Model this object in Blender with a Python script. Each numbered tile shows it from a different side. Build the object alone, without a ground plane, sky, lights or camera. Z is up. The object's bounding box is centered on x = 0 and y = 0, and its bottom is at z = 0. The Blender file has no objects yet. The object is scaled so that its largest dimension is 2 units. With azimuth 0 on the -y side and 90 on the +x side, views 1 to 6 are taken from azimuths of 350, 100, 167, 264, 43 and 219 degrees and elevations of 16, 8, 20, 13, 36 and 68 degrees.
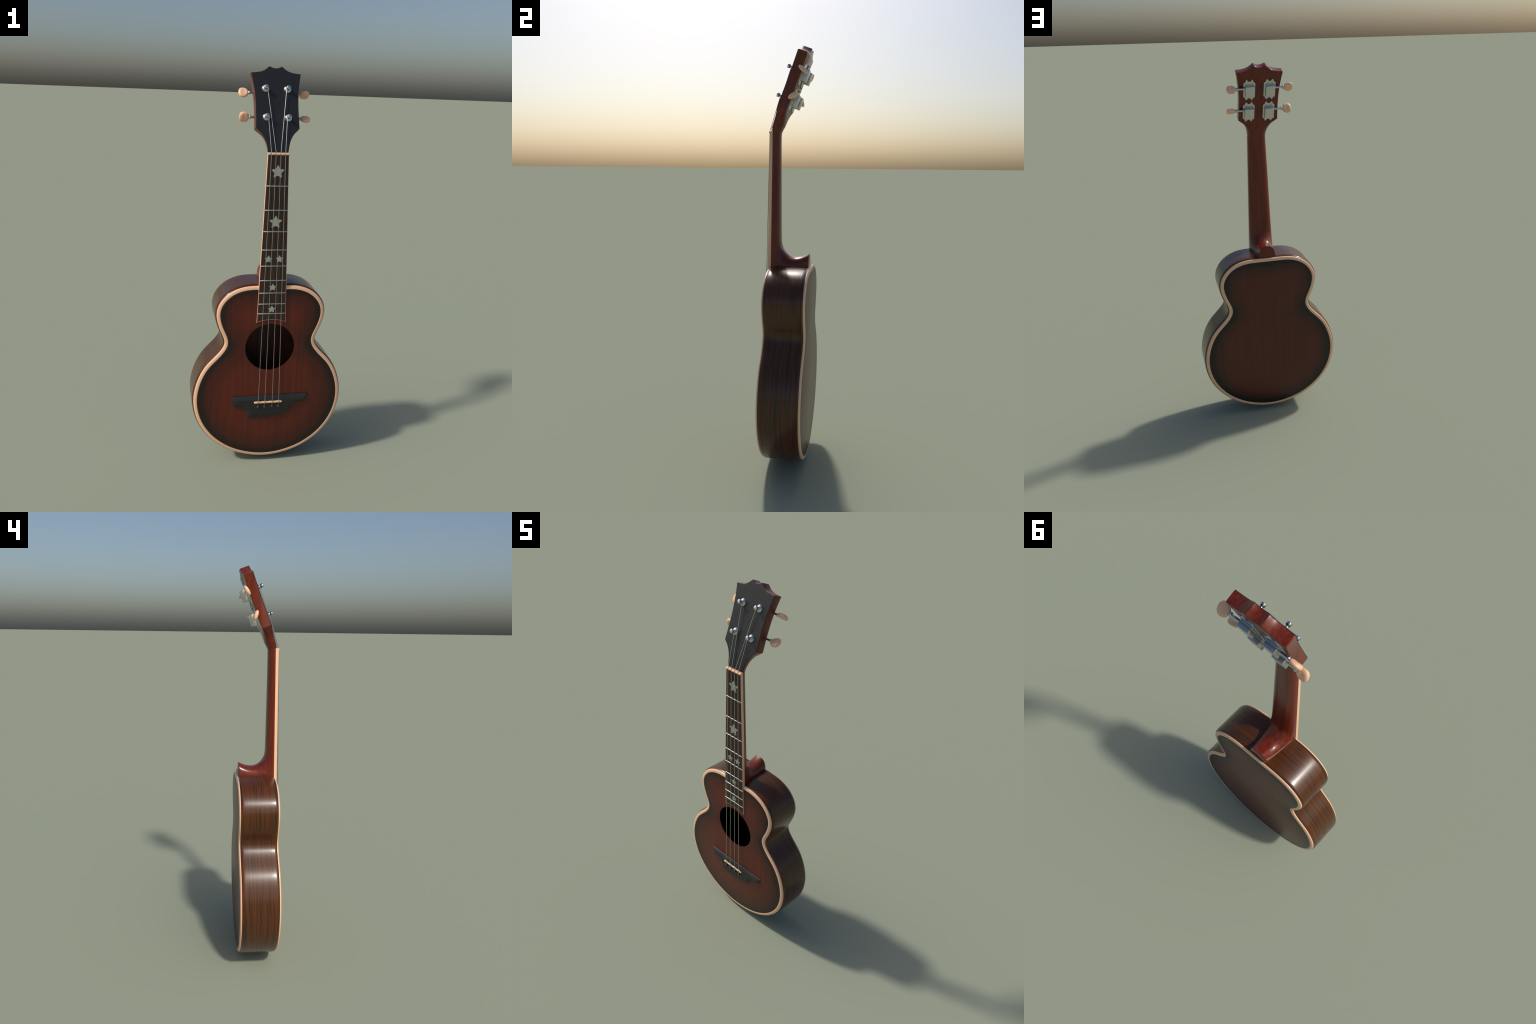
# Procedural ukulele: sunburst body, bound edges, star-inlaid fingerboard, black headstock.
import bpy, bmesh, math
import numpy as np
from mathutils import Vector, Matrix

# ------------------------------------------------------------------ frame data
FRONT_Y, BACK_Y = -0.0865, 0.1137           # soundboard plane and back plane
HOLE_Z, HOLE_R = 0.652, 0.1248
NECK_Y = -0.077                           # front face of the neck, under the fingerboard
BOARD_Y = -0.0903                         # playing surface of the fingerboard
BOARD_TOP, BOARD_END = 1.6075, 0.7878

# headstock frame: origin at the shoulders, x across, t up the head, h in front of the face
HEAD_O = Vector((0, -0.0446, 1.727))
TILT = math.radians(20.85)
HEAD_UP = Vector((0, math.sin(TILT), math.cos(TILT)))
HEAD_FWD = Vector((0, -math.cos(TILT), math.sin(TILT)))
HEAD_THICK = 0.0442


def head(x, t, h):
    return HEAD_O + Vector((x, 0, 0)) + HEAD_UP * t + HEAD_FWD * h


def head_matrix(x, t, h):
    """Local frame: X across, Y up the head, Z out of the face."""
    m = Matrix.Identity(4)
    p = head(x, t, h)
    for i in range(3):
        m[i][0] = (1, 0, 0)[i]
        m[i][1] = HEAD_UP[i]
        m[i][2] = HEAD_FWD[i]
        m[i][3] = p[i]
    return m


# ------------------------------------------------------------------ maths helpers
def pchip(xs, ys, q):
    """Monotone cubic interpolation."""
    xs = np.asarray(xs, float); ys = np.asarray(ys, float); q = np.asarray(q, float)
    h = np.diff(xs); d = np.diff(ys) / h
    m = np.zeros_like(ys)
    for i in range(1, len(xs) - 1):
        if d[i - 1] * d[i] > 0:
            w1 = 2 * h[i] + h[i - 1]; w2 = h[i] + 2 * h[i - 1]
            m[i] = (w1 + w2) / (w1 / d[i - 1] + w2 / d[i])
    m[0], m[-1] = d[0], d[-1]
    k = np.clip(np.searchsorted(xs, q) - 1, 0, len(xs) - 2)
    t = (q - xs[k]) / h[k]
    return ((2 * t**3 - 3 * t**2 + 1) * ys[k] + (t**3 - 2 * t**2 + t) * h[k] * m[k]
            + (-2 * t**3 + 3 * t**2) * ys[k + 1] + (t**3 - t**2) * h[k] * m[k + 1])


def cubic_spline(ts, pts, q, periodic=False):
    """C2 spline through points (natural or periodic) at parameters q."""
    ts = np.asarray(ts, float); P = np.asarray(pts, float); n = len(ts)
    h = np.diff(ts)
    A = np.zeros((n, n)); B = np.zeros((n, P.shape[1]))
    for i in range(1, n - 1):
        A[i, i - 1] = h[i - 1]; A[i, i] = 2 * (h[i - 1] + h[i]); A[i, i + 1] = h[i]
        B[i] = 6 * ((P[i + 1] - P[i]) / h[i] - (P[i] - P[i - 1]) / h[i - 1])
    if periodic:
        A[0, 0] = 1; A[0, -1] = -1
        A[-1, 0] = 2 * h[0]; A[-1, 1] = h[0]; A[-1, -2] = h[-1]; A[-1, -1] = 2 * h[-1]
        B[-1] = 6 * ((P[1] - P[0]) / h[0] - (P[-1] - P[-2]) / h[-1])
    else:
        A[0, 0] = A[-1, -1] = 1
    M = np.linalg.solve(A, B)
    k = np.clip(np.searchsorted(ts, q) - 1, 0, n - 2)
    hk = h[k][:, None]; a = ((ts[k + 1] - q) / h[k])[:, None]; b = 1 - a
    return a * P[k] + b * P[k + 1] + ((a**3 - a) * M[k] + (b**3 - b) * M[k + 1]) * hk**2 / 6


def chain(pts):
    P = np.asarray(pts, float)
    return np.concatenate([[0], np.cumsum(np.linalg.norm(np.diff(P, axis=0), axis=1))])


# ------------------------------------------------------------------ scene helpers
ROOT = bpy.data.objects.new("ukulele", None)
ROOT["label"] = "dark red sunburst ukulele with cream binding and star inlays"
ROOT["category"] = "ukulele"
bpy.context.scene.collection.objects.link(ROOT)


def add(name, mesh, material=None, parent=None, angle=40.0, matrix=None):
    ob = bpy.data.objects.new(name, mesh)
    bpy.context.scene.collection.objects.link(ob)
    ob.parent = parent or ROOT
    if matrix is not None:
        ob.matrix_basis = matrix
    if material is not None and not mesh.materials:
        mesh.materials.append(material)
    if angle:
        mesh.polygons.foreach_set("use_smooth", [True] * len(mesh.polygons))
        mesh.set_sharp_from_angle(angle=math.radians(angle))
    return ob


def mesh_from(name, verts, faces, bevel=None, segments=2, bevel_angle=30.0, recalc=True):
    me = bpy.data.meshes.new(name)
    bm = bmesh.new()
    vs = [bm.verts.new(tuple(v)) for v in verts]
    for f in faces:
        bm.faces.new([vs[i] for i in f])
    bmesh.ops.remove_doubles(bm, verts=bm.verts, dist=1e-7)
    if recalc:
        bmesh.ops.recalc_face_normals(bm, faces=bm.faces)
    if bevel:
        es = [e for e in bm.edges if len(e.link_faces) == 2 and e.calc_face_angle(0) > math.radians(bevel_angle)]
        bmesh.ops.bevel(bm, geom=es, offset=bevel, segments=segments, profile=0.5, affect='EDGES', clamp_overlap=True)
        bmesh.ops.recalc_face_normals(bm, faces=bm.faces)
    bm.to_mesh(me); bm.free()
    return me


def loft(rings, closed_ring=True, closed_path=False, cap=True):
    """Quads between successive rings of equal length."""
    verts, faces = [], []
    n = len(rings[0])
    for r in rings:
        verts += [tuple(p) for p in r]
    m = len(rings)
    for i in range(m if closed_path else m - 1):
        a, b = i * n, ((i + 1) % m) * n
        for j in range(n if closed_ring else n - 1):
            k = (j + 1) % n
            faces.append((a + j, a + k, b + k, b + j))
    if cap and not closed_path:
        faces.append(tuple(range(n))[::-1])
        faces.append(tuple((m - 1) * n + j for j in range(n)))
    return verts, faces


def lathe(profile, seg=32):
    """Revolve (radius, height) pairs about local Z."""
    rings = []
    for r, z in profile:
        rings.append([(r * math.cos(2 * math.pi * i / seg), r * math.sin(2 * math.pi * i / seg), z) for i in range(seg)])
    return loft(rings)


def prism(outline, z0, z1):
    """Extrude a 2D outline along local Z."""
    return loft([[(x, y, z0) for x, y in outline], [(x, y, z1) for x, y in outline]])


def tube(path, r, seg=8):
    P = [Vector(p) for p in path]
    rings = []
    for i, p in enumerate(P):
        d = (P[min(i + 1, len(P) - 1)] - P[max(i - 1, 0)]).normalized()
        u = d.cross(Vector((1, 0, 0))).normalized(); v = d.cross(u)
        rings.append([p + u * r * math.cos(2 * math.pi * k / seg) + v * r * math.sin(2 * math.pi * k / seg) for k in range(seg)])
    return loft(rings)


# ------------------------------------------------------------------ material helpers
class Graph:
    """Small expression builder for shader nodes."""
    def __init__(self, name):
        self.mat = bpy.data.materials.new(name)
        self.mat.use_nodes = True
        self.nt = self.mat.node_tree
        self.bsdf = self.nt.nodes["Principled BSDF"]
        tc = self.nt.nodes.new("ShaderNodeTexCoord")
        self.obj = tc.outputs["Object"]
        s = self.nt.nodes.new("ShaderNodeSeparateXYZ")
        self.nt.links.new(self.obj, s.inputs[0])
        self.x, self.y, self.z = s.outputs

    def put(self, socket, v):
        if isinstance(v, bpy.types.NodeSocket):
            self.nt.links.new(v, socket)
        else:
            socket.default_value = v

    def m(self, op, a, b=None, c=None):
        n = self.nt.nodes.new("ShaderNodeMath"); n.operation = op
        for i, v in enumerate((a, b, c)):
            if v is not None:
                self.put(n.inputs[i], v)
        return n.outputs[0]

    def vec(self, x, y, z):
        n = self.nt.nodes.new("ShaderNodeCombineXYZ")
        for i, v in enumerate((x, y, z)):
            self.put(n.inputs[i], v)
        return n.outputs[0]

    def noise(self, vec, scale=1.0, detail=2.0, rough=0.5, distortion=0.0):
        n = self.nt.nodes.new("ShaderNodeTexNoise")
        self.put(n.inputs["Vector"], vec)
        n.inputs["Scale"].default_value = scale
        n.inputs["Detail"].default_value = detail
        n.inputs["Roughness"].default_value = rough
        n.inputs["Distortion"].default_value = distortion
        return n.outputs[0]

    def ramp(self, fac, stops, ease='LINEAR'):
        n = self.nt.nodes.new("ShaderNodeValToRGB")
        n.color_ramp.interpolation = ease
        el = n.color_ramp.elements
        while len(el) < len(stops):
            el.new(0.5)
        for e, (p, c) in zip(el, stops):
            e.position = p
            e.color = (c, c, c, 1) if isinstance(c, (int, float)) else (*c, 1)
        self.put(n.inputs[0], fac)
        return n.outputs[0]

    def mix(self, fac, a, b):
        n = self.nt.nodes.new("ShaderNodeMix"); n.data_type = 'RGBA'
        self.put(n.inputs[0], fac)
        for s, v in ((n.inputs[6], a), (n.inputs[7], b)):
            self.put(s, v if isinstance(v, bpy.types.NodeSocket) else (*v, 1))
        return n.outputs[2]

    def finish(self, color, rough=0.4, metallic=0.0, coat=0.0, coat_rough=0.1, spec=0.5, bump=None, bump_strength=0.1, bump_dist=0.001):
        b = self.bsdf
        self.put(b.inputs["Base Color"], color if isinstance(color, bpy.types.NodeSocket) else (*color, 1))
        self.put(b.inputs["Roughness"], rough)
        b.inputs["Metallic"].default_value = metallic
        b.inputs["Coat Weight"].default_value = coat
        b.inputs["Coat Roughness"].default_value = coat_rough
        b.inputs["Specular IOR Level"].default_value = spec
        if bump is not None:
            n = self.nt.nodes.new("ShaderNodeBump")
            n.inputs["Strength"].default_value = bump_strength
            n.inputs["Distance"].default_value = bump_dist
            self.put(n.inputs["Height"], bump)
            self.nt.links.new(n.outputs[0], b.inputs["Normal"])
        return self.mat


def burst_distance(g):
    """Approximate distance inside the body outline, in the plane of the plates:
    lower bout an ellipse, upper bout a rounded box, blended at the waist."""
    ax = g.m('ABSOLUTE', g.x)
    # lower bout
    u = g.m('DIVIDE', g.x, 0.381); v = g.m('DIVIDE', g.m('SUBTRACT', g.z, 0.3765), 0.346)
    r = g.m('SQRT', g.m('ADD', g.m('MULTIPLY', u, u), g.m('MULTIPLY', v, v)))
    d1 = g.m('MULTIPLY', g.m('SUBTRACT', 1.0, r), 0.362)
    # upper bout
    R = 0.14
    qx = g.m('SUBTRACT', ax, 0.2705 - R)
    qz = g.m('SUBTRACT', g.m('ABSOLUTE', g.m('SUBTRACT', g.z, 0.805)), 0.17 - R)
    mx = g.m('MAXIMUM', qx, 0.0); mz = g.m('MAXIMUM', qz, 0.0)
    ln = g.m('SQRT', g.m('ADD', g.m('MULTIPLY', mx, mx), g.m('MULTIPLY', mz, mz)))
    ins = g.m('MINIMUM', g.m('MAXIMUM', qx, qz), 0.0)
    d2 = g.m('SUBTRACT', g.m('SUBTRACT', R, ln), ins)
    # waist
    dz = g.m('SUBTRACT', g.z, 0.683)
    w = g.m('ADD', 0.229, g.m('MULTIPLY', g.m('MULTIPLY', dz, dz), 1.9))
    d3 = g.m('MINIMUM', g.m('SUBTRACT', w, ax), g.m('SUBTRACT', 0.15, g.m('ABSOLUTE', dz)))
    return g.m('SMOOTH_MAX', g.m('SMOOTH_MAX', d1, d2, 0.05), d3, 0.03)


def plate_wood(name, light, dark, edge, fade, line_scale, rough, coat, coat_rough, seed, spec):
    g = Graph(name)
    d = burst_distance(g)
    wob = g.noise(g.vec(g.m('MULTIPLY', g.x, 4.0), seed, g.m('MULTIPLY', g.z, 3.0)), 1.0, 2.0)
    gx = g.m('ADD', g.x, g.m('MULTIPLY', g.m('SUBTRACT', wob, 0.5), 0.05))
    grain = g.noise(g.vec(g.m('MULTIPLY', gx, line_scale), seed, g.m('MULTIPLY', g.z, 1.2)), 1.0, 3.0, 0.6)
    wood = g.mix(g.ramp(grain, [(0.36, 0.0), (0.62, 1.0)]), dark, light)
    soft = g.noise(g.vec(g.m('MULTIPLY', gx, line_scale * 0.5), seed + 5, g.m('MULTIPLY', g.z, 1.5)), 1.0, 2.0)
    dd = g.m('ADD', d, g.m('MULTIPLY', g.m('SUBTRACT', soft, 0.5), 0.03))
    mask = g.ramp(dd, [(fade[0], 0.0), (fade[1], 0.55), (fade[2], 1.0)], 'EASE')
    col = g.mix(mask, edge, wood)
    return g.finish(col, rough, coat=coat, coat_rough=coat_rough, spec=spec, bump=grain, bump_strength=0.03, bump_dist=0.0005)


def make_materials():
    M = {}
    M["top"] = plate_wood("sunburst_soundboard", (0.128, 0.0150, 0.0035), (0.088, 0.0105, 0.0045), (0.0135, 0.0050, 0.0030),
                          (0.028, 0.072, 0.150), 68.0, 0.42, 0.0, 0.3, 3.0, 0.44)
    M["back"] = plate_wood("sunburst_back", (0.106, 0.0135, 0.0050), (0.078, 0.0112, 0.0045), (0.0060, 0.0042, 0.0028),
                           (0.034, 0.062, 0.112), 62.0, 0.34, 0.0, 0.3, 11.0, 0.5)
    # rosewood sides: lines run round the body, so they vary with depth (y)
    g = Graph("rosewood_side")
    along = g.noise(g.vec(g.m('MULTIPLY', g.x, 9.0), 0.0, g.m('MULTIPLY', g.z, 9.0)), 1.0, 2.0)
    yy = g.m('ADD', g.y, g.m('MULTIPLY', g.m('SUBTRACT', along, 0.5), 0.013))
    line = g.noise(g.vec(g.m('MULTIPLY', g.x, 4.0), g.m('MULTIPLY', yy, 205.0), g.m('MULTIPLY', g.z, 4.0)), 1.0, 1.0, 0.4)
    tone = g.noise(g.vec(g.m('MULTIPLY', g.x, 3.0), g.m('MULTIPLY', g.y, 14.0), g.m('MULTIPLY', g.z, 3.0)), 1.0, 2.0)
    lite = g.mix(tone, (0.088, 0.0230, 0.0060), (0.096, 0.0285, 0.0035))
    col = g.mix(g.ramp(line, [(0.36, 0.0), (0.54, 1.0)]), (0.034, 0.0150, 0.0065), lite)
    M["side"] = g.finish(col, 0.3, coat=0.38, coat_rough=0.14, spec=0.3, bump=line, bump_strength=0.03, bump_dist=0.0005)
    # mahogany neck and headstock
    g = Graph("red_mahogany")
    wob = g.noise(g.vec(g.m('MULTIPLY', g.x, 10.0), g.m('MULTIPLY', g.y, 10.0), g.m('MULTIPLY', g.z, 4.0)), 1.0, 2.0)
    grain = g.noise(g.vec(g.m('MULTIPLY', g.x, 100.0), g.m('ADD', g.m('MULTIPLY', g.y, 60.0), g.m('MULTIPLY', wob, 1.2)), g.m('MULTIPLY', g.z, 4.0)), 1.0, 2.0)
    col = g.mix(g.ramp(grain, [(0.35, 0.0), (0.65, 1.0)]), (0.108, 0.0115, 0.0040), (0.170, 0.0215, 0.0058))
    M["neck"] = g.finish(col, 0.32, coat=0.35, coat_rough=0.15, spec=0.3)
    # fingerboard
    g = Graph("dark_fingerboard_wood")
    grain = g.noise(g.vec(g.m('MULTIPLY', g.x, 115.0), 2.0, g.m('MULTIPLY', g.z, 4.0)), 1.0, 3.0, 0.6)
    col = g.mix(g.ramp(grain, [(0.35, 0.0), (0.65, 1.0)]), (0.022, 0.0125, 0.0090), (0.066, 0.0255, 0.0135))
    M["board"] = g.finish(col, 0.5, spec=0.4, bump=grain, bump_strength=0.1, bump_dist=0.0005)
    # cream binding plastic, knobs, nut
    g = Graph("cream_binding")
    n = g.noise(g.obj, 30.0, 2.0)
    M["cream"] = g.finish(g.mix(n, (0.89, 0.515, 0.310), (0.93, 0.545, 0.335)), 0.38, coat=0.2, coat_rough=0.2)
    g = Graph("dark_purfling")
    M["purfling"] = g.finish((0.046, 0.0075, 0.0075), 0.35, coat=0.2)
    g = Graph("black_lacquer")
    n = g.noise(g.obj, 40.0, 2.0)
    M["black"] = g.finish(g.mix(n, (0.0070, 0.0070, 0.0080), (0.0085, 0.0085, 0.0095)), 0.45, coat=0.15, coat_rough=0.3)
    g = Graph("ebony_bridge")
    n = g.noise(g.vec(g.m('MULTIPLY', g.x, 20.0), g.m('MULTIPLY', g.y, 60.0), g.m('MULTIPLY', g.z, 120.0)), 1.0, 3.0)
    M["ebony"] = g.finish(g.mix(n, (0.0125, 0.0125, 0.0125), (0.0165, 0.0165, 0.0165)), 0.5, bump=n, bump_strength=0.08, bump_dist=0.0005)
    g = Graph("chrome")
    n = g.noise(g.obj, 60.0, 2.0)
    M["chrome"] = g.finish((0.62, 0.63, 0.64), g.ramp(n, [(0.3, 0.14), (0.7, 0.2)]), metallic=1.0)
    g = Graph("fret_wire")
    M["fret"] = g.finish((0.52, 0.53, 0.54), 0.5, metallic=1.0)
    g = Graph("satin_nickel")
    n = g.noise(g.obj, 900.0, 2.0)
    M["nickel"] = g.finish(g.mix(n, (0.56, 0.57, 0.55), (0.66, 0.67, 0.65)), 0.3, metallic=1.0, bump=n, bump_strength=0.12, bump_dist=0.0004)
    g = Graph("steel_string")
    n = g.m('SINE', g.m('MULTIPLY', g.z, 1500.0))
    M["string"] = g.finish((0.55, 0.56, 0.53), 0.35, metallic=1.0, bump=n, bump_strength=0.3, bump_dist=0.0004)
    g = Graph("pearl_inlay")
    n = g.noise(g.obj, 120.0, 3.0)
    M["pearl"] = g.finish(g.mix(n, (0.58, 0.60, 0.55), (0.68, 0.69, 0.64)), 0.32, metallic=0.9)
    g = Graph("dark_steel_pin")
    M["pin"] = g.finish((0.06, 0.06, 0.066), 0.22, metallic=0.7, coat=0.5)
    g = Graph("inner_wood")
    n = g.noise(g.vec(g.m('MULTIPLY', g.x, 60.0), g.m('MULTIPLY', g.y, 60.0), g.m('MULTIPLY', g.z, 3.0)), 1.0, 2.0)
    M["inner"] = g.finish(g.mix(n, (0.060, 0.015, 0.008), (0.095, 0.026, 0.014)), 0.6)
    return M


MAT = make_materials()

# ------------------------------------------------------------------ body outline
# half outline of the binding's outer edge (x, z), from the neck joint down to the tail
HALF = [(0, 0.9745), (0.04, 0.9746), (0.078, 0.9745), (0.11, 0.9733), (0.14, 0.9688), (0.1701, 0.9599), (0.1985, 0.9462),
        (0.2266, 0.9251), (0.2492, 0.8985), (0.2638, 0.8708), (0.2701, 0.8436), (0.2707, 0.824), (0.2663, 0.7949), (0.2578, 0.7659),
        (0.2466, 0.7379), (0.2347, 0.7111), (0.2285, 0.6901), (0.2287, 0.6759), (0.2351, 0.6585), (0.2474, 0.6396), (0.2778, 0.6053),
        (0.318, 0.5617), (0.3475, 0.5134), (0.3659, 0.4662), (0.3774, 0.4168), (0.3808, 0.377), (0.3778, 0.331), (0.3669, 0.2811),
        (0.3471, 0.2314), (0.3168, 0.1828), (0.2777, 0.1384), (0.2315, 0.1011), (0.1726, 0.0673), (0.1156, 0.0466), (0.0602, 0.034),
        (0, 0.0292)]
N_OUT = 480


def body_outline():
    loop = HALF + [(-x, z) for x, z in HALF[-2:0:-1]] + [HALF[0]]
    t = chain(loop)
    q = np.linspace(0, t[-1], N_OUT + 1)[:-1]
    P = cubic_spline(t, loop, q, periodic=True)
    # light smoothing of reading noise
    for _ in range(6):
        P = 0.5 * P + 0.25 * (np.roll(P, 1, 0) + np.roll(P, -1, 0))
    T = np.roll(P, -1, 0) - np.roll(P, 1, 0)
    T /= np.linalg.norm(T, axis=1)[:, None]
    Nrm = np.stack([-T[:, 1], T[:, 0]], 1)
    c = P - np.array([0, 0.5])
    if np.sum(Nrm[N_OUT // 4] * c[N_OUT // 4]) < 0:
        Nrm = -Nrm
    return P, Nrm


OUT, NRM = body_outline()


def sweep(profile):
    """Closed profile of (outward offset, y) swept round the body outline."""
    rings = []
    for p, n in zip(OUT, NRM):
        rings.append([(p[0] + n[0] * d, y, p[1] + n[1] * d) for d, y in profile])
    return loft(rings, closed_path=True)


def offset_ring(d, y):
    return [(p[0] + n[0] * d, y, p[1] + n[1] * d) for p, n in zip(OUT, NRM)]


MID = (FRONT_Y + BACK_Y) / 2


def mirror_y(profile):
    return [(d, 2 * MID - y) for d, y in profile]


def build_body():
    bulge = 0.0066
    F = FRONT_Y
    # side wall with eased edges, hollow inside
    outer = []
    for i in range(9):
        a = math.radians(90 * i / 8)
        outer.append((-0.0008 + (bulge + 0.0008) * math.sin(a), F + 0.0088 + 0.018 * (1 - math.cos(a))))
    back = mirror_y(outer)[::-1]
    mids = [(bulge, y) for y in np.linspace(F + 0.05, BACK_Y - 0.05, 4)]
    prof = outer + mids + back + [(-0.009, BACK_Y - 0.0088), (-0.009, F + 0.0088)]
    v, f = sweep(prof)
    me = mesh_from("side_wall", v, f)
    me.materials.append(MAT["side"]); me.materials.append(MAT["inner"])
    add("side_wall", me, angle=35)
    # inside faces use the raw inner wood
    lim = -0.0085
    for p in me.polygons:
        c = p.center
        i = int(np.argmin((OUT[:, 0] - c[0])**2 + (OUT[:, 1] - c[2])**2))
        if (c[0] - OUT[i, 0]) * NRM[i, 0] + (c[2] - OUT[i, 1]) * NRM[i, 1] < lim:
            p.material_index = 1
    # binding: a strip rounded over from the side to the face
    bp = [(0.0, F + 0.0105)]
    for i in range(0, 13):
        a = math.radians(90 * i / 12)
        bp.append((-0.0168 * (1 - math.cos(a)), F + 0.0075 - 0.0075 * math.sin(a)))
    bp += [(-0.0174, F + 0.0004), (-0.0174, F + 0.0105)]
    for prof in (bp, mirror_y(bp)):
        v, f = sweep(prof)
        add("binding", mesh_from("binding", v, f), MAT["cream"], angle=50)
    # dark purfling line in a shallow groove
    pp = [(-0.0170, F + 0.0011), (-0.0215, F + 0.0011), (-0.0215, F + 0.007), (-0.0170, F + 0.007)]
    for prof in (pp, mirror_y(pp)):
        v, f = sweep(prof)
        add("purfling", mesh_from("purfling", v, f), MAT["purfling"], angle=30)
    # soundboard with its hole
    d0 = -0.0204
    rings = [offset_ring(d0, F + 0.003), offset_ring(d0, F + 0.0012), offset_ring(d0 - 0.0008, F + 0.0004),
             offset_ring(d0 - 0.0022, F)]
    def circle(r, y):
        out = []
        for p in OUT:
            a = math.atan2(p[1] - HOLE_Z, p[0])
            out.append((r * math.cos(a), y, HOLE_Z + r * math.sin(a)))
        return out
    ew, ed = 0.0085, 0.0009                                 # eased rim of the hole
    for k in range(7):
        a = math.radians(90 * k / 6)
        rings.append(circle(HOLE_R + ew * (1 - math.sin(a)), F + ed * (1 - math.cos(a))))
    rings.append(circle(HOLE_R, F + 0.003))
    v, f = loft(rings, closed_path=True)
    add("soundboard", mesh_from("soundboard", v, f), MAT["top"], angle=35)
    # back plate
    rings = [offset_ring(d0, BACK_Y - 0.008), offset_ring(d0, BACK_Y - 0.0012), offset_ring(d0 - 0.0008, BACK_Y - 0.0004), offset_ring(d0 - 0.0022, BACK_Y)]
    v, f = loft(rings)
    me = mesh_from("back_plate", v, f)
    me.materials.append(MAT["back"]); me.materials.append(MAT["inner"])
    for p in me.polygons:
        if p.normal.y < -0.9:
            p.material_index = 1
    add("back_plate", me, angle=35)
    # bracing seen through the hole: a centre strip and a cross brace on the back
    yb = BACK_Y - 0.008
    for name, x0, x1, y0, z0, z1 in (("back_strip", -.027, .023, yb - 0.008, .10, .6795), ("cross_brace", -.19, .19, yb - 0.019, .680, .712)):
        v, f = loft([[(x0, y0, z), (x1, y0, z), (x1, yb + 0.001, z), (x0, yb + 0.001, z)] for z in (z0, z1)])
        add(name, mesh_from(name, v, f, bevel=0.002), MAT["inner"], angle=40)
    # end pin under the tail
    v, f = lathe([(0.0001, 0.0), (0.010, 0.0), (0.0135, 0.0015), (0.0145, 0.005), (0.0135, 0.0085), (0.0085, 0.011), (0.0075, 0.018), (0.011, 0.026), (0.0001, 0.028)], 40)
    add("end_pin", mesh_from("end_pin", v, f), MAT["ebony"], angle=40, matrix=Matrix.Translation((0, MID, 0.0)))


# ------------------------------------------------------------------ neck and headstock
def board_half_width(z):
    return 0.0497 + (BOARD_TOP - z) * 0.0280


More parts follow.
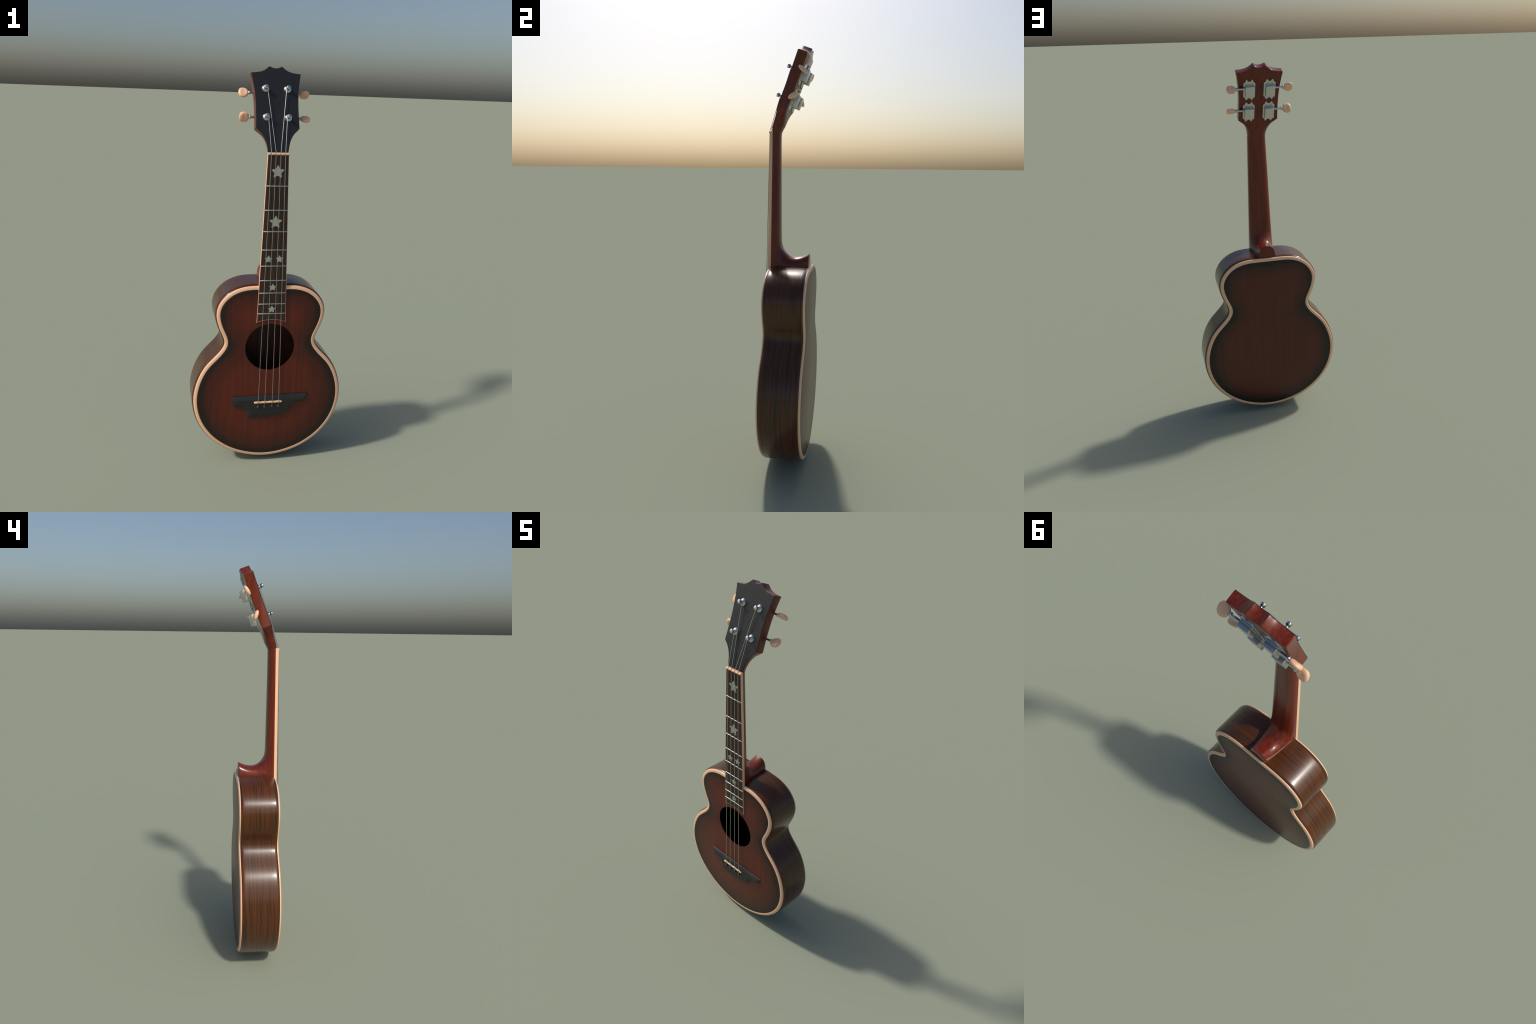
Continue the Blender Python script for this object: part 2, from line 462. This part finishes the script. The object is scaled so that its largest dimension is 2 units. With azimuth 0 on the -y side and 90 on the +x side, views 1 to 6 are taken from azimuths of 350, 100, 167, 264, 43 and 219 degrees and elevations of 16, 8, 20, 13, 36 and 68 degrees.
def build_neck():
    # stations: back line P(y,z), front/base line Q(y,z), half width, back squareness
    st = [((.0992, 1.0412), (.1000, .968), .0468, 2.75),
          ((.0880, 1.0355), (.0850, .968), .0485, 2.7),
          ((.0720, 1.0288), (.0640, .968), .0508, 2.6),
          ((.0550, 1.0242), (.0360, .968), .0536, 2.5),
          ((.0370, 1.0222), (.0000, .968), .0574, 2.45),
          ((.0200, 1.0245), (-.0400, .968), .0620, 2.4),
          ((.0025, 1.0318), (-.0770, .968), .0670, 2.4),
          ((-.0150, 1.0467), (-.0770, 1.000), .0664, 2.4),
          ((-.0272, 1.0645), (-.0770, 1.035), .0655, 2.4),
          ((-.0333, 1.0820), (-.0770, 1.065), .0646, 2.4),
          ((-.0362, 1.1080), (-.0770, 1.102), .0636, 2.38),
          ((-.0370, 1.1500), (-.0770, 1.150), .0622, 2.35),
          ((-.0390, 1.3000), (-.0770, 1.300), .0580, 2.3),
          ((-.0408, 1.4500), (-.0770, 1.450), .0538, 2.25),
          ((-.0420, 1.5850), (-.0770, 1.592), .0496, 2.2),
          ((-.0415, 1.6060), (-.0772, 1.618), .0490, 2.25),
          ((-.0345, 1.6250), (-.0735, 1.642), .0520, 2.35),
          ((-.0255, 1.6420), (-.0670, 1.661), .0565, 2.5),
          ((-.0185, 1.6640), (-.0603, 1.682), .0650, 3.2),
          ((-.0114, 1.6856), (-.0534, 1.702), .0785, 5.0),
          ((-.0074, 1.6980), (-.0490, 1.714), .0910, 8.0),
          ((-.0033, 1.7113), (-.0446, 1.727), .1043, 24.0)]
    t = chain([s[0] for s in st])
    q = np.unique(np.concatenate([np.linspace(a, b, max(3, int((b - a) / 0.005) + 2)) for a, b in zip(t[:-1], t[1:])]))
    col = lambda fn: pchip(t, [fn(s) for s in st], q)
    py = col(lambda s: s[0][0]); pz = col(lambda s: s[0][1])
    qy = col(lambda s: s[1][0]); qz = col(lambda s: s[1][1])
    w = col(lambda s: s[2]); n = np.exp(col(lambda s: math.log(s[3])))
    rings = []
    K, Mb = 12, 64
    for i in range(len(q)):
        P = np.array([py[i], pz[i]]); Q = np.array([qy[i], qz[i]]); up = P - Q
        # back arch, resampled evenly along its length
        th = np.linspace(0, math.pi, 600)
        c, s = np.cos(th), np.sin(th)
        ax = np.sign(c) * np.abs(c) ** (2 / n[i]) * w[i]
        ah = np.abs(s) ** (2 / n[i])
        L = np.linalg.norm(up)
        arc = chain(np.stack([ax, ah * L], 1))
        ev = np.linspace(0, arc[-1], Mb)
        xs = np.interp(ev, arc, ax); hs = np.interp(ev, arc, ah)
        ring = [(xs[k], Q[0] + up[0] * hs[k], Q[1] + up[1] * hs[k]) for k in range(Mb)]
        ring += [(-w[i] + 2 * w[i] * k / K, Q[0], Q[1]) for k in range(1, K)]
        rings.append(ring)
    # soften the rim of the heel cap
    cap = np.array(rings[0]); cen = np.array([0, 0.1, 0.995])
    for shrink, out in ((0.972, 0.0014), (0.93, 0.0022)):
        soft = cen + (cap - cen) * shrink
        soft[:, 1] = cap[:, 1] + out
        rings.insert(0, [tuple(p) for p in soft])
    v, f = loft(rings)
    add("neck", mesh_from("neck", v, f), MAT["neck"], angle=50)


HEAD_SIDE = [(1.727, .1043), (1.755, .1032), (1.785, .1026), (1.815, .1023), (1.845, .1028), (1.885, .1056), (1.925, .1108), (1.955, .1163), (1.9705, .1195)]
HEAD_TOP = [(.0, 1.9925), (.009, 1.9931), (.018, 1.9958), (.030, 2.0012), (.038, 1.9950), (.048, 1.9872), (.060, 1.9806), (.075, 1.9758), (.092, 1.9727), (.108, 1.9710), (.1195, 1.9705)]


def t_of_z(z):
    return (z - HEAD_O.z) / math.cos(TILT)


def build_headstock():
    zs = np.linspace(1.727, 1.9705, 24)
    ws = pchip([a for a, b in HEAD_SIDE], [b for a, b in HEAD_SIDE], zs)
    right = [(w, t_of_z(z)) for z, w in zip(zs, ws)]
    # scalloped crest
    xa = np.linspace(0.030, 0.1195, 20)[::-1][1:]
    za = pchip([a for a, b in HEAD_TOP[3:]], [b for a, b in HEAD_TOP[3:]], xa)
    xb = np.linspace(0, 0.030, 9)[::-1][1:]
    zb = pchip([a for a, b in HEAD_TOP[:4]], [b for a, b in HEAD_TOP[:4]], xb)
    crest = [(x, t_of_z(z)) for x, z in zip(xa, za)] + [(x, t_of_z(z)) for x, z in zip(xb, zb)]
    half = right + crest                                    # ends at x = 0
    outline = half + [(-x, t) for x, t in half[-2::-1]]
    n = len(outline)
    me = bpy.data.meshes.new("headstock")
    bm = bmesh.new()
    fr = [bm.verts.new(head(x, t, 0)) for x, t in outline]
    bk = [bm.verts.new(head(x, t, -HEAD_THICK)) for x, t in outline]
    bm.faces.new(fr); bm.faces.new(bk[::-1])
    for i in range(n):
        j = (i + 1) % n
        bm.faces.new((fr[j], fr[i], bk[i], bk[j]))
    bm.normal_update()
    bottom = {fr[0], fr[-1], bk[0], bk[-1]}
    es = []
    for e in bm.edges:
        a, b = e.verts
        if a in bottom and b in bottom:
            continue
        if e.calc_face_angle(0) > math.radians(25):
            es.append(e)
    bmesh.ops.bevel(bm, geom=es, offset=0.0034, segments=3, profile=0.5, affect='EDGES', clamp_overlap=True)
    bmesh.ops.recalc_face_normals(bm, faces=bm.faces)
    bm.to_mesh(me); bm.free()
    add("headstock", me, MAT["neck"], angle=40)
    # black face veneer: follows the face down to the nut
    zf = [1.6145, 1.630, 1.642, 1.661, 1.682, 1.702, 1.714, 1.727]
    yf = [-.0774, -.0762, -.0735, -.0670, -.0603, -.0534, -.0490, -.0446]
    wf = [.0490, .0503, .0520, .0565, .0650, .0785, .0910, .1043]
    sz = [a for a, b in HEAD_SIDE]; sw = [b for a, b in HEAD_SIDE]
    inset = 0.0014
    def half_w(z):
        z = min(max(z, zf[0]), 1.9705)
        return float(pchip(zf + sz[1:], wf + sw[1:], z)) - inset
    def face_y(z):
        if z >= 1.727:
            return HEAD_O.y + (z - HEAD_O.z) * math.tan(TILT)
        return float(pchip(zf + [1.80], yf + [HEAD_O.y + .073 * math.tan(TILT)], z))
    def top_z(x):
        x = abs(x)
        lo, hi = (HEAD_TOP[:4], HEAD_TOP[3:])
        pts = lo if x < 0.030 else hi
        return float(pchip([a for a, b in pts], [b for a, b in pts], min(x, 0.1195))) - inset
    us = np.unique(np.concatenate([np.linspace(-1, 1, 49), [-.030 / .1195, .030 / .1195]]))
    ss = np.concatenate([np.linspace(0, 0.34, 36), np.linspace(0.34, 1, 40)[1:]])
    def surface(lift, shrink):
        rows = []
        for s in ss:
            row = []
            for u in us:
                zt = top_z(u * 0.1195)
                z = zf[0] + (zt - shrink - zf[0]) * s
                x = u * (half_w(z) - shrink)
                row.append((x, face_y(z) - lift * math.cos(TILT), z + lift * math.sin(TILT)))
            rows.append(row)
        return rows
    nU, nS = len(us), len(ss)
    verts, faces = [], []
    layers = [surface(-0.002, 0.0), surface(0.0012, 0.0), surface(0.0022, 0.0012)]
    for L in layers:
        for r in L:
            verts += r
    idx = lambda l, i, j: l * nU * nS + i * nU + j
    for i in range(nS - 1):
        for j in range(nU - 1):
            faces.append((idx(2, i, j), idx(2, i, j + 1), idx(2, i + 1, j + 1), idx(2, i + 1, j)))
            faces.append((idx(0, i, j), idx(0, i + 1, j), idx(0, i + 1, j + 1), idx(0, i, j + 1)))
    rim = [(0, j) for j in range(nU)] + [(i, nU - 1) for i in range(1, nS)] + [(nS - 1, j) for j in range(nU - 2, -1, -1)] + [(i, 0) for i in range(nS - 2, 0, -1)]
    for a, b in zip(rim, rim[1:] + rim[:1]):
        for l in (0, 1):
            faces.append((idx(l, *a), idx(l, *b), idx(l + 1, *b), idx(l + 1, *a)))
    add("headstock_face", mesh_from("headstock_face", verts, faces), MAT["black"], angle=35)


# ------------------------------------------------------------------ fingerboard
FRETS = [1.4650, 1.3506, 1.2479, 1.1576, 1.0775, 1.0041, 0.9400, 0.8837, 0.8330]
STARS = [(0, 1.531, .0315), (0, 1.2934, .0315), (-.0267, 1.112, .0193), (.0267, 1.112, .0193), (0, .9692, .0193), (0, .8559, .0193)]


def build_fingerboard():
    def outline(inset, n=24):
        za, zb = BOARD_TOP, BOARD_END + inset
        pts = []
        wt, wb = board_half_width(za) - inset, board_half_width(zb) - inset
        pts.append((wt, za))
        pts.append((wb, zb))
        for i in range(1, n):                               # concave end following the sound hole
            x = wb - 2 * wb * i / n
            pts.append((x, zb + 0.0135 * (1 - (x / wb) ** 2)))
        pts += [(-wb, zb), (-wt, za)]
        return pts
    bw = 0.0014
    board = outline(bw)
    v, f = loft([[(x, NECK_Y + 0.0012, z) for x, z in board], [(x, BOARD_Y, z) for x, z in board]])
    fb = add("fingerboard", mesh_from("fingerboard", v, f), MAT["board"], angle=30)
    # binding strip round both edges and the lower end
    o, i_ = outline(0.0), outline(bw)
    e = 0.0008
    rings = []
    for (xo, zo), (xi, zi) in zip(o, i_):
        k = 0.3
        xm, zm = xo + (xi - xo) * k, zo + (zi - zo) * k
        rings.append([(xo, NECK_Y + 0.0006, zo), (xo, BOARD_Y + e, zo), (xm, BOARD_Y - 0.0002, zm), (xi, BOARD_Y - 0.0002, zi), (xi, NECK_Y + 0.0006, zi)])
    v, f = loft(rings)
    add("fingerboard_binding", mesh_from("fingerboard_binding", v, f), MAT["cream"], parent=fb, angle=40)
    # frets: half-round wires
    for z in FRETS:
        hw = board_half_width(z) - 0.0030
        r = 0.0030
        prof = [(r * math.cos(a), 0.0028 * math.sin(a)) for a in np.linspace(0, math.pi, 9)]
        xs = [-hw, -hw + 0.0012, hw - 0.0012, hw]
        sc = [0.55, 1, 1, 0.55]
        rings = [[(x, BOARD_Y + 0.0006 - h * s, z + c) for c, h in prof] for x, s in zip(xs, sc)]
        v, f = loft(rings)
        add("fret", mesh_from("fret", v, f), MAT["fret"], parent=fb, angle=50)
    # star inlays: five blunt points
    def star(r):
        pts = []
        for k in range(5):
            a = math.pi / 2 + 2 * math.pi * k / 5
            for da, rr in ((-0.055, 0.97), (0.0, 1.0), (0.055, 0.97)):
                pts.append((r * rr * math.cos(a + da), r * rr * math.sin(a + da)))
            b = a + math.pi / 5
            pts.append((r * 0.545 * math.cos(b), r * 0.545 * math.sin(b)))
        return pts
    meshes = {}
    for x, z, r in STARS:
        if r not in meshes:
            v, f = loft([[(px, BOARD_Y + 0.002, pz) for px, pz in star(r)], [(px, BOARD_Y - 0.0006, pz) for px, pz in star(r)]])
            meshes[r] = mesh_from("inlay_star", v, f, recalc=True)
        add("inlay_star", meshes[r], MAT["pearl"], parent=fb, angle=30, matrix=Matrix.Translation((x, 0, z)))


STRING_NUT = [-.0340, -.0120, .0105, .0325]
STRING_SADDLE = [-.0528, -.0180, .0205, .0540]


def build_nut():
    hw = 0.0497
    xs = np.unique(np.concatenate([np.linspace(-hw, hw, 60)] + [np.linspace(s - .003, s + .003, 9) for s in STRING_NUT]))
    rings = []
    for x in xs:
        notch = max(math.exp(-((x - s) / 0.0020) ** 2) for s in STRING_NUT)
        end = max(0.0, (abs(x) - (hw - 0.002)) / 0.002)
        top = 0.0176 - 0.0038 * notch - 0.0010 * end ** 2
        zc, hz = 1.6128, 0.0056 - 0.0008 * end ** 2
        ring = [(x, NECK_Y + 0.001, zc + hz), (x, NECK_Y + 0.001, zc - hz)]
        base = NECK_Y
        k = top - hz * 0.8
        ring.append((x, base - k, zc - hz))
        for a in np.linspace(0, math.pi, 9)[1:-1]:
            ring.append((x, base - k - (top - k) * math.sin(a), zc - hz * math.cos(a)))
        ring.append((x, base - k, zc + hz))
        rings.append(ring)
    v, f = loft(rings)
    add("nut", mesh_from("nut", v, f), MAT["cream"], angle=60)


# ------------------------------------------------------------------ bridge
# matching control points: foot outline, crown outline, corner?
BRIDGE = [((-.1880, .3850), (-.1640, .3695), 1), ((.2140, .3885), (.1895, .3680), 1), ((.1945, .3416), (.1840, .3570), 1),
          ((.1677, .3421), (.1540, .3560), 0), ((.1416, .3327), (.1310, .3490), 0), ((.1261, .3147), (.1125, .3295), 0),
          ((.1203, .2955), (.1035, .3100), 1), ((.0800, .2790), (.0760, .3010), 0), ((.0427, .2675), (.0450, .2930), 0), ((-.0100, .2595), (-.0120, .2840), 0),
          ((-.0583, .2583), (-.0560, .2825), 0), ((-.1060, .2660), (-.0855, .2860), 1), ((-.1101, .2960), (-.0940, .3140), 0),
          ((-.1203, .3165), (-.1065, .3360), 0), ((-.1345, .3255), (-.1270, .3470), 0), ((-.1543, .3268), (-.1480, .3505), 0),
          ((-.1730, .3215), (-.1615, .3510), 1), ((-.1840, .3530), (-.1645, .3600), 0)]


def build_bridge():
    pts = BRIDGE + BRIDGE[:1]
    corners = [i for i, p in enumerate(pts) if p[2]]
    foot, crown = [], []
    for a, b in zip(corners[:-1], corners[1:]):
        seg = pts[a:b + 1]
        F = np.array([s[0] for s in seg]); C = np.array([s[1] for s in seg])
        t = chain(F)
        q = np.linspace(0, t[-1], max(4, int(t[-1] / 0.004)))[:-1]
        foot += list(cubic_spline(t, F, q) if len(seg) > 2 else np.stack([np.interp(q, t, F[:, k]) for k in (0, 1)], 1))
        crown += list(cubic_spline(t, C, q) if len(seg) > 2 else np.stack([np.interp(q, t, C[:, k]) for k in (0, 1)], 1))
    foot = np.array(foot); crown = np.array(crown)
    def soften(P, k):
        for _ in range(k):
            P = 0.5 * P + 0.25 * (np.roll(P, 1, 0) + np.roll(P, -1, 0))
        return P
    foot = soften(foot, 2); crown = soften(crown, 2)
    c0 = crown.mean(0)
    rows = [(0.0, FRONT_Y + 0.001), (0.0, FRONT_Y - 0.0034), (0.03, FRONT_Y - 0.0046), (0.09, FRONT_Y - 0.0056),
            (0.93, FRONT_Y - 0.0139), (0.98, FRONT_Y - 0.0144), (1.03, FRONT_Y - 0.0147)]
    rings = []
    for k, y in rows:
        R = foot * (1 - k) + crown * k
        rings.append([(x, y, z) for x, z in R])
    inner = crown + (c0 - crown) * np.array([0.04, 0.10])
    rings.append([(x, FRONT_Y - 0.0148, z) for x, z in inner])
    v, f = loft(rings)
    br = add("bridge", mesh_from("bridge", v, f), MAT["ebony"], angle=28)
    # saddle bar with slight string notches
    top = FRONT_Y - 0.0148
    xs = np.unique(np.concatenate([np.linspace(-.0728, .0728, 50)] + [np.linspace(s - .003, s + .003, 9) for s in STRING_SADDLE]))
    rings = []
    for x in xs:
        end = max(0.0, (abs(x) - 0.0695) / 0.0033)
        notch = max(math.exp(-((x - s) / 0.0013) ** 2) for s in STRING_SADDLE)
        r = 0.0056 * math.sqrt(max(0.05, 1 - 0.7 * end ** 2))
        h = (0.0062 - 0.0008 * notch) * math.sqrt(max(0.1, 1 - 0.6 * end ** 2))
        ring = [(x, top + 0.003, .3537 + r), (x, top + 0.003, .3537 - r)]
        ring += [(x, top - h * math.sin(a), .3537 - r * math.cos(a)) for a in np.linspace(0.15, math.pi - 0.15, 9)]
        rings.append(ring)
    v, f = loft(rings)
    add("saddle", mesh_from("saddle", v, f), MAT["cream"], parent=br, angle=60)
    # bridge pins: little domed pegs
    v, f = lathe([(0.0001, -0.004), (0.0056, -0.004), (0.0056, 0.0012), (0.0068, 0.0024), (0.0073, 0.0046), (0.0066, 0.0070), (0.0046, 0.0088), (0.0022, 0.0096), (0.0001, 0.0098)], 24)
    me = mesh_from("bridge_pin", v, f)
    rot = Matrix.Rotation(math.radians(90), 4, 'X')           # local Z -> -Y
    for x in STRING_SADDLE:
        add("bridge_pin", me, MAT["pin"], parent=br, angle=60, matrix=Matrix.Translation((x * 1.01, top, .3298)) @ rot)


# ------------------------------------------------------------------ tuning machines and strings
POSTS = [(-.0515, .0495), (-.0515, .1845), (.0525, .1840), (.0515, .0480)]     # in string order
POST_STRING_H = 0.0155


def build_strings():
    y_nut = NECK_Y - 0.0155
    y_sad = FRONT_Y - 0.0148 - 0.0062
    for i, (px, pt) in enumerate(POSTS):
        side = -1 if px < 0 else 1
        s = head(px - side * 0.0072, pt - 0.003, POST_STRING_H)
        xn, xs = STRING_NUT[i], STRING_SADDLE[i]
        path = [s, Vector((xn, y_nut + 0.0008, 1.6190)), Vector((xn, y_nut, 1.6140)), Vector((xn, y_nut - 0.0001, 1.608)),
                Vector((xs, y_sad, .3560)), Vector((xs, y_sad - 0.0002, .3535)), Vector((xs, y_sad + 0.0016, .3480)), Vector((xs * 1.01, FRONT_Y - 0.0165, .3370))]
        # subdivide the long spans so the tube keeps a steady section
        v, f = tube(path, 0.0014, 10)
        add("string", mesh_from("string", v, f), MAT["string"], angle=60)


def plate_outline():
    """Scalloped tuner plate: shoulders, two horns at each end."""
    def arc(p, m, q, n=8):
        P = np.array([p, m, q], float); t = np.linspace(0, 1, n + 1)[:-1]
        # quadratic through the middle point
        c = 2 * P[1] - 0.5 * (P[0] + P[2])
        return [tuple((1 - a) ** 2 * P[0] + 2 * a * (1 - a) * c + a * a * P[2]) for a in t]
    w, sh, hx, ht = 0.0305, 0.0365, 0.0152, 0.0560
    quarter = [(w, 0)]
    o = [(w, -sh + 0.0), (w, sh)]
    o = []
    o += arc((w, sh), (0.0228, 0.0415), (hx + 0.001, ht))
    o += arc((hx - 0.001, ht), (0, 0.0440), (-hx + 0.001, ht), 12)
    o += arc((-hx - 0.001, ht), (-0.0228, 0.0415), (-w, sh))
    o += [(-w, sh)]
    o += arc((-w, -sh), (-0.0228, -0.0415), (-hx - 0.001, -ht))
    o += arc((-hx + 0.001, -ht), (0, -0.0440), (hx - 0.001, -ht), 12)
    o += arc((hx + 0.001, -ht), (0.0228, -0.0415), (w, -sh))
    o += [(w, -sh)]
    return o


def knob_mesh():
    """Oval button: local X along the shaft, Y the broad axis, Z the thin axis."""
    rings = []
    nu, nv = 28, 36
    for i in range(1, nu):
        a = math.pi * i / nu
        ca, sa = math.cos(a), math.sin(a)
        x = -math.copysign(abs(ca) ** 0.90, ca)
        ry = abs(sa) ** 0.78                                 # face outline
        rz = abs(sa) ** 0.50                                 # blunter in thickness
        wide = 1.0 + 0.06 * x                                # wider toward the free end
        ring = []
        for j in range(nv):
            b = 2 * math.pi * j / nv
            cb, sb = math.cos(b), math.sin(b)
            yy = math.copysign(abs(cb) ** 0.95, cb)
            zz = math.copysign(abs(sb) ** 0.95, sb)
            dimple = 1 - 0.26 * math.exp(-((x + 0.10) / 0.45) ** 2 - (yy / 0.6) ** 2)
            ring.append((0.0232 * x, 0.0252 * yy * ry * wide, 0.0106 * zz * rz * dimple))
        rings.append(ring)
    v, f = loft(rings)
    return mesh_from("knob", v, f)


def rounded_box(name, sx, sy, z0, z1, bevel):
    v, f = prism([(sx, -sy), (sx, sy), (-sx, sy), (-sx, -sy)], z0, z1)
    return mesh_from(name, v, f, bevel=bevel, segments=3)


def build_tuners():
    v, f = prism(plate_outline(), -HEAD_THICK - 0.0032, -HEAD_THICK + 0.001)
    me_plate = mesh_from("tuner_plate", v, f, bevel=0.0007, segments=2, bevel_angle=60)
    z_lid = -HEAD_THICK - 0.0300
    me_box = rounded_box("gear_box", 0.0236, 0.0281, -HEAD_THICK - 0.0028, -HEAD_THICK - 0.0116, 0.0006)
    me_lid = rounded_box("gear_cover", 0.0238, 0.0284, -HEAD_THICK - 0.0118, z_lid, 0.0018)
    me_shaft = mesh_from("tuner_shaft", *lathe([(0.0001, 0.0), (0.0056, 0.0), (0.0056, 0.040), (0.0068, 0.0405), (0.0092, 0.0425), (0.0098, 0.0455), (0.0092, 0.0485),
                                                (0.0066, 0.0500), (0.0062, 0.0520), (0.0078, 0.0530), (0.0078, 0.0560), (0.005, 0.058), (0.0001, 0.0585)], 28))
    me_bush = mesh_from("post_bushing", *lathe([(0.0001, -0.002), (0.0184, -0.002), (0.0184, 0.0030), (0.0178, 0.0048), (0.0160, 0.0070), (0.0134, 0.0090), (0.0112, 0.0108), (0.0098, 0.0116), (0.0001, 0.0116)], 36))
    me_post = mesh_from("string_post", *lathe([(0.0001, 0.006), (0.0082, 0.006), (0.0082, 0.0122), (0.0068, 0.0134), (0.0064, 0.0168), (0.0070, 0.0192), (0.0090, 0.0212),
                                               (0.0098, 0.0240), (0.0102, 0.0285), (0.0098, 0.0304), (0.0084, 0.0314), (0.0001, 0.0317)], 32))
    me_knob = knob_mesh()
    shaft_h = -HEAD_THICK - 0.0128
    # side, plate centre t, shaft t, post index, knob broad axis in (y, z)
    specs = [(-1, .1704, .1840, 1, (.555, .83)), (-1, .0500, .0665, 0, (-.316, .949)),
             (1, .1704, .1812, 2, (-.707, .707)), (1, .0500, .0635, 3, (.87, .49))]
    for side, tc, ts, pi, ax in specs:
        x0 = 0.0525 * side - 0.0005
        plate = add("tuning_machine", me_plate, MAT["nickel"], angle=30, matrix=head_matrix(x0, tc, 0))
        inv = plate.matrix_basis.inverted()
        def child(name, me, mat, M, ang=40):
            return add(name, me, mat, parent=plate, angle=ang, matrix=inv @ M)
        child("gear_box", me_box, MAT["nickel"], head_matrix(x0, tc - 0.0005, 0), 30)
        child("gear_cover", me_lid, MAT["nickel"], head_matrix(x0, tc - 0.0005, 0), 40)
        # shaft points outward along x
        S = head_matrix(0, ts, shaft_h)
        S = Matrix.Translation((0.073 * side, 0, 0)) @ S @ Matrix.Rotation(math.radians(90 * side), 4, 'Y')
        child("tuner_shaft", me_shaft, MAT["chrome"], S, 50)
        kx = 0.147 * side
        p = head(kx, ts, shaft_h)
        Y = Vector((0, ax[0], ax[1])).normalized(); X = Vector((side, 0, 0)); Z = X.cross(Y)
        K = Matrix.Identity(4)
        for r in range(3):
            K[r][0], K[r][1], K[r][2], K[r][3] = X[r], Y[r], Z[r], p[r]
        child("knob", me_knob, MAT["cream"], K, 0)
        me_knob.polygons.foreach_set("use_smooth", [True] * len(me_knob.polygons))
        px, pt = POSTS[pi]
        child("post_bushing", me_bush, MAT["chrome"], head_matrix(px, pt, 0.0), 60)
        child("string_post", me_post, MAT["chrome"], head_matrix(px, pt, 0.0), 60)


build_body()
build_neck()
build_headstock()
build_fingerboard()
build_nut()
build_bridge()
build_strings()
build_tuners()
